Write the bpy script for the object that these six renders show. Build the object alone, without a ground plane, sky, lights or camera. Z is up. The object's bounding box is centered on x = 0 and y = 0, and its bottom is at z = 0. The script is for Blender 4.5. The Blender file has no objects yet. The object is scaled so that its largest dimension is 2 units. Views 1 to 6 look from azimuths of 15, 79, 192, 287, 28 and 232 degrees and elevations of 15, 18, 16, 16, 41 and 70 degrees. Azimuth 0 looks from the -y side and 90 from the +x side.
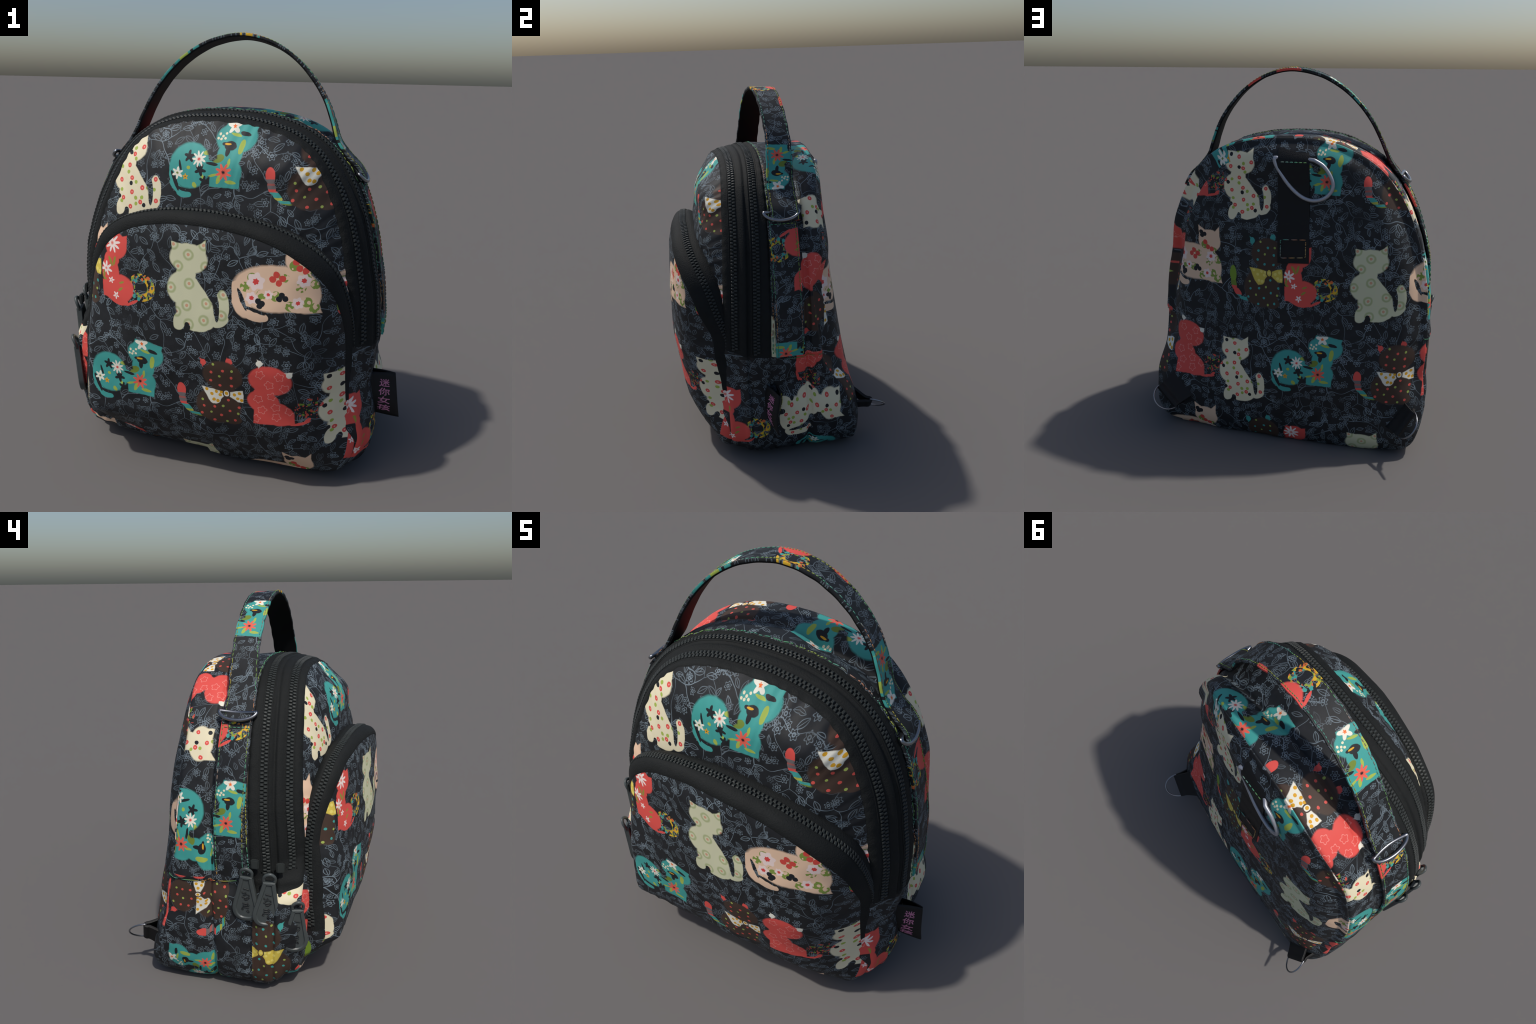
# ======================================================================
#  Small printed-fabric backpack: geometry
# ======================================================================
import bpy, bmesh, math, random
import numpy as np
from mathutils import Vector, Matrix, noise as mnoise

rng = random.Random(11)
SCENE = bpy.context.scene.collection


def srgb(r, g, b):
    f = lambda c: c / 12.92 if c <= 0.04045 else ((c + 0.055) / 1.055) ** 2.4
    return (f(r / 255), f(g / 255), f(b / 255), 1.0)


# ---------------------------------------------------------------- helpers
def pchip(xs, ys):
    """Monotone cubic interpolation through control points."""
    xs, ys = np.asarray(xs, float), np.asarray(ys, float)
    h, d = np.diff(xs), np.diff(ys) / np.diff(xs)
    m = np.zeros_like(ys)
    m[0], m[-1] = d[0], d[-1]
    for i in range(1, len(xs) - 1):
        if d[i - 1] * d[i] > 0:
            w1, w2 = 2 * h[i] + h[i - 1], h[i] + 2 * h[i - 1]
            m[i] = (w1 + w2) / (w1 / d[i - 1] + w2 / d[i])

    def f(x):
        x = np.clip(np.asarray(x, float), xs[0], xs[-1])
        i = np.clip(np.searchsorted(xs, x, side="right") - 1, 0, len(xs) - 2)
        t = (x - xs[i]) / h[i]
        return (ys[i] * (1 + 2 * t) * (1 - t) ** 2 + m[i] * h[i] * t * (1 - t) ** 2
                + ys[i + 1] * t * t * (3 - 2 * t) + m[i + 1] * h[i] * t * t * (t - 1))
    return f


def catmull(pts, closed=False, per=24):
    p = np.asarray(pts, float)
    n = len(p)
    out = []
    for i in range(n if closed else n - 1):
        if closed:
            a, b, c, d = p[i - 1], p[i], p[(i + 1) % n], p[(i + 2) % n]
        else:
            a, b, c, d = p[max(i - 1, 0)], p[i], p[i + 1], p[min(i + 2, n - 1)]
        for t in np.arange(per) / per:
            out.append(0.5 * (2 * b + (c - a) * t + (2 * a - 5 * b + 4 * c - d) * t * t + (3 * b - a - 3 * c + d) * t ** 3))
    if not closed:
        out.append(p[-1])
    return np.array(out)


def resample(p, n, closed=False):
    q = np.vstack([p, p[:1]]) if closed else p
    s = np.concatenate([[0], np.cumsum(np.linalg.norm(np.diff(q, axis=0), axis=1))])
    t = np.linspace(0, s[-1], n + 1)[:-1] if closed else np.linspace(0, s[-1], n)
    return np.stack([np.interp(t, s, q[:, k]) for k in range(q.shape[1])], 1)


def length(p):
    return float(np.linalg.norm(np.diff(p, axis=0), axis=1).sum())


def unit(v):
    v = np.asarray(v, float)
    return v / np.maximum(np.linalg.norm(v, axis=-1, keepdims=True), 1e-9)


def wobble(p, scale, amp, seed=0.0):
    """Soft cloth lumps: one noise value per point."""
    return np.array([amp * mnoise.noise(Vector((q[0] * scale + seed, q[1] * scale, q[2] * scale))) for q in p])


def make(name, verts, faces, mat, parent=None, smooth=True, normals=None):
    me = bpy.data.meshes.new(name)
    me.from_pydata([tuple(v) for v in verts], [], [tuple(int(i) for i in f) for f in faces])
    me.update()
    for poly in me.polygons:
        poly.use_smooth = smooth
    if mat is not None:
        me.materials.append(mat)
    if normals is not None:
        me.normals_split_custom_set_from_vertices([tuple(n) for n in normals])
    ob = bpy.data.objects.new(name, me)
    SCENE.objects.link(ob)
    if parent is not None:
        ob.parent = parent
    return ob


def recalc(ob):
    bm = bmesh.new()
    bm.from_mesh(ob.data)
    bmesh.ops.recalc_face_normals(bm, faces=bm.faces)
    bm.to_mesh(ob.data)
    bm.free()


def soften(ob, angle=40):
    ob.data.set_sharp_from_angle(angle=math.radians(angle))


def frames(path, hint):
    """Tangent, across and normal along a path; hint is the wanted 'across'."""
    t = unit(np.gradient(path, axis=0))
    a = np.broadcast_to(np.asarray(hint, float), path.shape).copy()
    a = unit(a - t * (a * t).sum(1, keepdims=True))
    return t, a, np.cross(t, a)


def sweep_data(path, across, normal, profile, closed=False, scale=None):
    """Sweep a closed 2D profile (u across, v along normal) down a path."""
    n, m = len(path), len(profile)
    prof = np.asarray(profile, float)
    v = []
    for i in range(n):
        k = np.ones(2) if scale is None else np.asarray(scale[i])
        v.append(path[i] + across[i] * (prof[:, :1] * k[0]) + normal[i] * (prof[:, 1:] * k[1]))
    v = np.vstack(v)
    f = []
    for i in range(n if closed else n - 1):
        a, b = i * m, ((i + 1) % n) * m
        for j in range(m):
            f.append((a + j, a + (j + 1) % m, b + (j + 1) % m, b + j))
    if not closed:
        f.append(tuple(range(m))[::-1])
        f.append(tuple((n - 1) * m + j for j in range(m)))
    return v, f


def circle(r, n=10):
    return [(r * math.cos(2 * math.pi * i / n), r * math.sin(2 * math.pi * i / n)) for i in range(n)]


def wire(path, r, closed=False, n=10):
    path = np.asarray(path, float)
    if closed:
        t = unit(np.roll(path, -1, 0) - np.roll(path, 1, 0))
    else:
        t = unit(np.gradient(path, axis=0))
    hint = np.linalg.svd(path - path.mean(0))[2][2]        # normal of the wire's plane
    a = unit(np.broadcast_to(hint, path.shape) - t * (t @ hint)[:, None])
    return sweep_data(path, a, np.cross(t, a), circle(r, n), closed)


def merge(parts):
    V, F, o = [], [], 0
    for v, f in parts:
        V.append(np.asarray(v))
        F += [tuple(i + o for i in q) for q in f]
        o += len(v)
    return np.vstack(V), F


def band_profile(w, t, r=0.35):
    """Flat webbing cross-section with softly rounded edges (width w, thickness t)."""
    h, e = w / 2, t * r * 2
    return [(-h, 0), (-h + e * .3, t * .42), (-h + e * 1.3, t * .5), (0, t * .5), (h - e * 1.3, t * .5), (h - e * .3, t * .42),
            (h, 0), (h - e * .3, -t * .42), (h - e * 1.3, -t * .5), (0, -t * .5), (-h + e * 1.3, -t * .5), (-h + e * .3, -t * .42)]


# ------------------------------------------------------------- the bag body
# Outline of the bag seen from the front (x, z), from bottom centre round.
OUTLINE = [(0, 0), (.25, 0), (.45, .002), (.595, .008), (.668, .033), (.712, .10), (.731, .20), (.728, .32), (.718, .45), (.720, .62),
           (.705, .84), (.678, 1.0), (.640, 1.17), (.582, 1.33), (.51, 1.452), (.42, 1.542), (.30, 1.607), (.14, 1.648), (-.04, 1.661),
           (-.20, 1.654), (-.34, 1.618), (-.48, 1.545), (-.592, 1.436), (-.668, 1.31), (-.724, 1.17), (-.766, 1.02), (-.793, .88), (-.810, .70),
           (-.818, .52), (-.815, .36), (-.802, .20), (-.772, .09), (-.728, .03), (-.66, .006), (-.5, .001), (-.25, 0)]
CX, CZ = -.05, .85
NK = 520
A = resample(catmull(OUTLINE, closed=True), NK, closed=True)
SEAM_Z = .64                                   # seam between the arch and the base panel

flank = pchip([0, .25, .5, .75, 1.0, 1.2, 1.5], [.38, .45, .82, .88, .95, .62, .5])
back_mid = pchip([-.05, 0, .1, .3, .5, .75, 1.0, 1.2, 1.35, 1.45, 1.56, 1.72], [.45, .465, .475, .478, .460, .425, .390, .350, .324, .318, .328, .312])
band_shift = pchip([0, .3, .6, 1.0, 1.3, 1.5, 1.66], [.0, -.012, -.018, 0, .018, .034, .068])
front_inset = pchip([0, .12, .30, .6, 1.0, 1.4, 1.6, 1.7], [.45, .5, .75, 1.0, .95, .78, .40, .34])
back_inset = pchip([0, .08, .28, .5, 1.3, 1.58, 1.7], [.32, .45, .9, 1, 1, .75, .6])


def back_y(x, z):
    """The back is fullest in the middle and falls away to both flanks, more so on the right."""
    right = np.clip((x + .02) / .5, 0, 1.4)
    left = np.clip((-.12 - x) / .5, 0, 1.3)
    high = np.clip((z - .8) / .35, 0, 1) * np.clip((1.65 - z) / .2, 0, 1)
    mid = np.clip((z - .4) / .15, 0, 1) * np.clip((1.15 - z) / .15, 0, 1)
    y = back_mid(z) - .100 * right ** 1.35 * flank(z) - .042 * left ** 3 * np.clip((z - .1) / .3, 0, 1) + .026 * np.clip((.05 - x) / .5, 0, 1) * high
    y = y - .05 * np.clip((x - .45) / .22, 0, 1.2) ** 2 * mid + .015 * np.exp(-((z - .45) / .13) ** 2) * np.clip((.15 - x) / .3, 0, 1) - .014 * np.clip((x - .2) / .3, 0, 1) * np.clip((z - .2) / .2, 0, 1)
    return y + .008 * np.clip((.1 - x) / .4, 0, 1)


# gusset section, front edge -> back: (y, share of the depth behind y=.115, inset)
SECTION = [(-.335, 0, .112), (-.331, 0, .098), (-.322, 0, .084), (-.308, 0, .073), (-.296, 0, .067), (-.278, 0, .056), (-.258, 0, .043),
           (-.243, 0, .026), (-.225, 0, .016), (-.211, 0, .024), (-.198, 0, .010), (-.184, 0, .006), (-.168, 0, .005), (-.148, 0, .003),
           (-.128, 0, -.002), (-.108, 0, -.004), (-.094, 0, .002), (-.080, 0, -.003), (-.03, 0, -.001), (.03, 0, .002), (.078, 0, .006),
           (.096, 0, .019), (.115, 0, .008), (.115, .25, .0), (.115, .55, -.001), (.115, .78, .001), (.115, .86, .006),
           (.115, .895, .013), (.115, .92, .013), (.115, .96, .027), (.115, 1.0, .052)]
SUB = 3
_i = np.arange(len(SECTION))
_f = np.linspace(0, len(SECTION) - 1, (len(SECTION) - 1) * SUB + 1)
SEC_Y, SEC_T, SEC_I = (pchip(_i, [s[k] for s in SECTION])(_f) for k in range(3))
I_TAPE, I_FABRIC, I_BACK = 0, 16 * SUB, 27 * SUB       # where the tape, the fabric arch and the back panel begin


def inset(pts, d):
    c = np.array([CX, CZ])
    return c + (pts - c) * (1 - np.asarray(d)[..., None] / .72)


def ring_y(j, x, z):
    yb = back_y(x, z) - (.024 + .014 * np.clip((z - .03) / .25, 0, 1))
    w = np.clip((.05 - SEC_Y[j]) / .2, 0, 1)
    return SEC_Y[j] + SEC_T[j] * (yb - .115) + band_shift(z) * w


def ring_xz(j):
    """Outline of section row j: pulled in toward the front and the back edge."""
    z, left = A[:, 1], np.clip((CX - .3 - A[:, 0]) / .3, 0, 1)
    front = np.clip((-.10 - SEC_Y[j]) / .05, 0, 1)
    back = np.clip((SEC_T[j] - .5) / .2, 0, 1)
    k = 1 + front * (front_inset(z) - 1) + back * (back_inset(z) - 1)
    d = SEC_I[j] * k + .034 * left * np.clip((-.12 - SEC_Y[j]) / .10, 0, 1) * np.clip((z - .35) / .3, 0, 1)
    lowleft = left * np.clip((z - .52) / .12, 0, 1) * np.clip((1.0 - z) / .3, 0, 1)
    d = d + .036 * lowleft * np.clip((.16 - SEC_Y[j]) / .24, 0, 1) * (SEC_T[j] < .01)
    corner = left * np.clip((-.18 - SEC_Y[j]) / .08, 0, 1)
    d = d + corner * (.022 * np.clip((.28 - z) / .12, 0, 1) - .026 * np.clip((z - .26) / .12, 0, 1) * np.clip((.72 - z) / .12, 0, 1))
    d = d + .028 * left * np.exp(-((SEC_Y[j] + .07) / .07) ** 2) * (SEC_T[j] < .01) * np.clip((z - .12) / .12, 0, 1) * np.clip((.72 - z) / .15, 0, 1)
    # seams pucker a little
    d = d + .0022 * np.sin(np.arange(NK) * 1.05 + 2 * np.sin(np.arange(NK) * .21)) * (np.exp(-((SEC_Y[j] + .088) / .02) ** 2) + np.exp(-((SEC_Y[j] + .333) / .012) ** 2)) * (SEC_T[j] < .01)
    # the cloth sinks between the zipper and the back panel, on the tag side of the crown
    dip = np.clip((z - 1.42) / .15, 0, 1) * np.clip((A[:, 0] - .02) / .12, 0, 1)
    d = d + .036 * dip * np.exp(-((SEC_Y[j] + SEC_T[j] * .2 - .085) / .085) ** 2)
    d = d + .006 * np.exp(-((SEC_Y[j] + .115) / .014) ** 2) * (SEC_T[j] < .01) * np.clip((.60 - z) / .05, 0, 1) * np.clip((z - .02) / .1, 0, 1)
    return inset(A, d)


def fold(p):
    """Folds of the cloth near the base, where the upper bag sags over the base panel."""
    x, z = p[:, 0], p[:, 2]
    side = np.clip((np.abs(x - CX) - .52) / .16, 0, 1)
    step = lambda a, b: np.clip((z - a) / (b - a), 0, 1) ** 2 * (3 - 2 * np.clip((z - a) / (b - a), 0, 1))
    d = .010 * (1 - step(.605, .635)) * step(.25, .45)
    right = (x > 0)
    d = d + np.where(right, .009, .007) * np.exp(-((z - .43) / .075) ** 2)
    return side * d


rings, region = [], []
E0 = ring_xz(0)
yE0 = ring_y(0, A[:, 0], A[:, 1])
for r in (.04, .15, .3, .45, .58, .68, .76, .83, .88, .92, .95, .975, .99):            # front panel
    xz = np.array([CX, CZ]) + (E0 - np.array([CX, CZ])) * r
    g = (1 - r ** 6)
    y = yE0 * r ** 2 + (-.33) * (1 - r ** 2) - .100 * g
    y = y - np.clip(.018 + .030 * xz[:, 0], 0, .04) * np.exp(-((xz[:, 1] - 1.22) / .12) ** 2) * (1 - r ** 6)
    y = y + .024 * np.clip((-.05 - xz[:, 0]) / .3, 0, 1) * (1 - r ** 10)
    y = y - np.clip(.030 + .06 * xz[:, 0], .004, .046) * np.exp(-((xz[:, 1] - 1.455) / .085) ** 2) * (1 - r ** 22)
    rings.append(np.stack([xz[:, 0], y, xz[:, 1]], 1))
    region.append("front")
JG0 = len(rings)
for j in range(len(SEC_Y)):
    xz = ring_xz(j)
    rings.append(np.stack([xz[:, 0], ring_y(j, A[:, 0], A[:, 1]), xz[:, 1]], 1))
    region.append("tape" if j < I_FABRIC else "arch" if j < I_BACK else "back")
JG1 = len(rings) - 1
E1, yE1 = rings[-1][:, [0, 2]], rings[-1][:, 1]
for r in (.985, .965, .94, .90, .85, .78, .70, .6, .5, .4, .3, .2, .1, .03):           # back panel
    xz = np.array([CX, CZ]) + (E1 - np.array([CX, CZ])) * r
    yb = back_y(xz[:, 0], xz[:, 1])
    k = np.clip((1 - r) / .15, 0, 1)
    k = 1 - (1 - k) ** 2.4
    y = yE1 * (1 - k) + yb * k
    rings.append(np.stack([xz[:, 0], y, xz[:, 1]], 1))
    region.append("back")
region[JG1] = "back"
BODY = np.stack(rings)                         # rings x NK x 3
flat = BODY.reshape(-1, 3)
f = fold(flat)
flat[:, 0] -= np.sign(flat[:, 0] - CX) * f
amp = np.clip(1.35 - flat[:, 2], .25, 1)
rad = unit(np.stack([flat[:, 0] - CX, np.zeros(len(flat)), flat[:, 2] - CZ], 1))
lump = wobble(flat, 5.0, .007, 3.1) + wobble(flat, 11.0, .0060, 9.7) + wobble(flat, 23.0, .0016, 4.2)
flat += rad * (lump * amp)[:, None]
flat[:, 1] += wobble(flat, 4.0, .008, 20.0) * amp
flat[:, 2] = np.where(flat[:, 2] < .012, np.maximum(flat[:, 2] * .5, 0), flat[:, 2])
flat[:, 2] -= flat[:, 2].min()
BODY = flat.reshape(BODY.shape)
NR = len(BODY)


def quads(nr, nk):
    q = []
    for j in range(nr - 1):
        for k in range(nk):
            q.append((j * nk + k, j * nk + (k + 1) % nk, (j + 1) * nk + (k + 1) % nk, (j + 1) * nk + k))
    return np.array(q)


def surface_normals(grid):
    du = np.roll(grid, -1, 1) - np.roll(grid, 1, 1)
    dv = np.gradient(grid, axis=0)
    return unit(np.cross(du, dv))


def split_parts(grid, tag, caps):
    """Cut one smooth skin into named regions; every part keeps the skin's normals."""
    nr, nk = grid.shape[:2]
    v = grid.reshape(-1, 3)
    q = quads(nr, nk)
    n = surface_normals(grid)
    n = n.reshape(-1, 3)
    c = v.mean(0)
    if ((v - c) * n).sum() < 0:
        n, q = -n, q[:, ::-1]
    parts = {}
    for fi, face in enumerate(q):
        j, k = divmod(fi, nk)
        parts.setdefault(tag(j, k), []).append(tuple(face))
    for name, j in caps:                       # close the small hole at the middle of a panel
        loop = [j * nk + k for k in range(nk)]
        p = v[loop]
        turn = np.cross(p - p.mean(0), np.roll(p, -1, 0) - p.mean(0)).sum(0) @ n[loop].sum(0)
        parts.setdefault(name, []).append(tuple(loop if turn > 0 else loop[::-1]))
    out = {}
    for name, faces in parts.items():
        used = sorted({i for f_ in faces for i in f_})
        m = {i: a for a, i in enumerate(used)}
        out[name] = (v[used], [tuple(m[i] for i in f_) for f_ in faces], n[used])
    return out


def body_tag(j, k):
    t = region[j]
    if t == "back" and j < JG1 + 3 and A[k, 0] > .2 and .68 < A[k, 1] < 1.6:
        t = "arch"                              # on the tag side the arch reaches further round to the back
    z = (A[k, 1] + A[(k + 1) % NK, 1]) / 2
    low = z < (.56 if t == "tape" and A[k, 0] < CX else SEAM_Z)          # the tape ends tuck in below the seam
    if t == "front":
        return "front_panel"
    if t == "back":
        return "back_panel"
    if low:
        return "base_panel"
    return "zipper_tape" if t == "tape" else "side_panel"


BODY_PARTS = split_parts(BODY, body_tag, [("front_panel", 0), ("back_panel", NR - 1)])
BODY_N = surface_normals(BODY)
if ((BODY - np.array([CX, 0, CZ])) * BODY_N).sum() < 0:
    BODY_N = -BODY_N

# ---------------------------------------------------------- the front pocket
POCKET = [(0, .022), (.25, .022), (.45, .025), (.580, .045), (.640, .115), (.655, .24), (.630, .45), (.620, .7), (.604, .84), (.572, .96), (.518, 1.06),
          (.43, 1.142), (.30, 1.208), (.12, 1.248), (-.05, 1.260), (-.22, 1.250), (-.38, 1.211), (-.49, 1.148), (-.56, 1.06), (-.604, .95),
          (-.632, .8), (-.646, .62), (-.652, .42), (-.650, .27), (-.630, .135), (-.58, .055), (-.47, .027), (-.25, .022)]
PX, PZ = -.035, .62
NQ = 440
Q = resample(catmull(POCKET, closed=True), NQ, closed=True)
pocket_y = pchip([0, .05, .10, .17, .31, .47, .62, .84, .96, 1.13, 1.22, 1.32], [-.345, -.388, -.428, -.482, -.550, -.572, -.590, -.592, -.584, -.575, -.562, -.540])
pocket_right = pchip([0, .2, .3, .5, .7, .9, 1.3], [-.01, .09, .16, .20, .20, .15, .13])


def pocket_front(x, z):
    """Bellied front: a slow fall to the left, a steep one near the right edge."""
    left, right = np.clip((.05 - x) / .6, 0, 2), np.clip((x - .1) / .5, 0, 2)
    return pocket_y(z) + (.074 * left + .045 * left ** 3) * np.maximum(np.clip((z - .15) / .65, .2, 1), .85 * np.clip((.32 - z) / .2, 0, 1)) + pocket_right(z) * right ** 4


def pocket_joint(x, z):
    """Where the pocket wall meets the bag front."""
    mid = np.interp(z, [0, .10, .22, .5, 1.0, 1.3], [-.22, -.26, -.32, -.345, -.375, -.400])
    s = np.clip(np.abs((x - PX) / .62), 0, 1.05)
    return mid + .075 * s ** 4 * np.clip((z - .2) / .3, 0, 1)


WALL = [(-.25, .03), (0, .024), (.10, .012), (.22, .004), (.34, .0), (.47, .001), (.60, .001), (.73, .001), (.85, .005), (.93, .014), (.98, .026), (1.0, .038), (1.0, .046), (.99, .051)]
# lower down the sides the tape is narrower and the printed face wraps round the edge
WALL_SIDE = [(-.25, .03), (0, .024), (.09, .012), (.18, .004), (.28, .0), (.38, .0), (.46, .0), (.53, .0), (.60, .002), (.66, .006), (.70, .011), (.73, .016), (.75, .021), (.755, .026)]
_f = np.linspace(0, len(WALL) - 1, (len(WALL) - 1) * SUB + 1)
W_S, W_I = (pchip(np.arange(len(WALL)), [w[k] for w in WALL])(_f) for k in range(2))
V_S, V_I = (pchip(np.arange(len(WALL)), [w[k] for w in WALL_SIDE])(_f) for k in range(2))
prings = []
pc = np.array([PX, PZ])
side_mix = np.clip((1.16 - Q[:, 1]) / .30, 0, 1)
side_mix = side_mix * side_mix * (3 - 2 * side_mix)
for s0, d0, s1, d1 in zip(W_S, W_I, V_S, V_I):
    s1 = np.where((Q[:, 0] > PX) & (s1 > 0), s1 / .755, s1)
    s, d = s0 + (s1 - s0) * side_mix, d0 + (d1 - d0) * side_mix
    xz = pc + (Q - pc) * (1 - d / .63)[:, None]
    yj, yf = pocket_joint(Q[:, 0], Q[:, 1]), pocket_front(xz[:, 0], xz[:, 1])
    prings.append(np.stack([xz[:, 0], yj + (yf - yj) * s, xz[:, 1]], 1))
JP = len(prings)
E2 = prings[-1][:, [0, 2]]
dE2 = prings[-1][:, 1] - pocket_front(E2[:, 0], E2[:, 1])
for r in (.992, .98, .965, .945, .92, .89, .85, .80, .72, .63, .54, .45, .36, .27, .18, .09, .02):
    xz = pc + (E2 - pc) * r
    u = np.clip(1 - (1 - r) / .11, 0, 1)
    y = pocket_front(xz[:, 0], xz[:, 1]) + dE2 * u ** 2.2 - .004 * (1 - u)
    prings.append(np.stack([xz[:, 0], y, xz[:, 1]], 1))
POCK = np.stack(prings)
flat = POCK.reshape(-1, 3)
amp = np.clip(1.4 - flat[:, 2], .3, 1.0)
flat[:, 1] += (wobble(flat, 4.0, .009, 41.0) + wobble(flat, 9.0, .0065, 7.0) + wobble(flat, 20.0, .0018, 2.0)) * amp
flat[:, 2] = np.maximum(flat[:, 2], .004)
POCK = flat.reshape(POCK.shape)
J_TEETH = 6 * SUB
TAPE_END_R, TAPE_END_L = .40, .34


def pocket_tag(j, k):
    z = Q[k, 1]
    end = TAPE_END_R if Q[k, 0] > PX else TAPE_END_L
    if j < JP - 1:
        return "pocket_zipper_tape" if z > end else "pocket_side"
    return "pocket_face"


POCKET_PARTS = split_parts(POCK, pocket_tag, [("pocket_face", len(POCK) - 1)])
POCK_N = surface_normals(POCK)
if ((POCK - np.array([PX, 0, PZ])) * POCK_N).sum() < 0:
    POCK_N = -POCK_N


def track(grid, normals, j, keep):
    """Open polyline over ring j of a skin, through the columns that keep() accepts."""
    k = [i for i in range(grid.shape[1]) if keep(i)]
    start = next(a for a, i in enumerate(k) if (i - 1) % grid.shape[1] not in k)
    k = k[start:] + k[:start]
    return grid[j, k], normals[j, k]


def tooth(h=.0068, w=.0088, l=.0058):
    """One chunky moulded zipper tooth: a block with chamfered top."""
    z0, z1, z2 = -.004, h * .6, h
    v = [(sx * w, sy * l, z0) for sx, sy in ((-1, -1), (1, -1), (1, 1), (-1, 1))]
    v += [(sx * w, sy * l, z1) for sx, sy in ((-1, -1), (1, -1), (1, 1), (-1, 1))]
    v += [(sx * w * .62, sy * l * .6, z2) for sx, sy in ((-1, -1), (1, -1), (1, 1), (-1, 1))]
    f_ = [(8, 9, 10, 11)]
    for b in (0, 4):
        f_ += [(b + i, b + (i + 1) % 4, b + 4 + (i + 1) % 4, b + 4 + i) for i in range(4)]
    return np.array(v), f_


def teeth_along(path, normal, pitch=.0185, gap=.0090):
    L = length(path)
    n = int(L / pitch)
    p = resample(path, 2 * n)
    nn = unit(resample(np.hstack([path, normal]), 2 * n)[:, 3:])
    t = unit(np.gradient(p, axis=0))
    a = unit(np.cross(nn, t))
    tv, tf = tooth()
    parts = []
    for i in range(2 * n):
        side = -1 if i % 2 else 1
        h = 1 + .08 * math.sin(i * 12.9898)
        v = p[i] + a[i] * (side * gap) + tv[:, :1] * a[i] + tv[:, 1:2] * t[i] + tv[:, 2:] * h * nn[i]
        parts.append((v, tf))
    return merge(parts)
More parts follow.
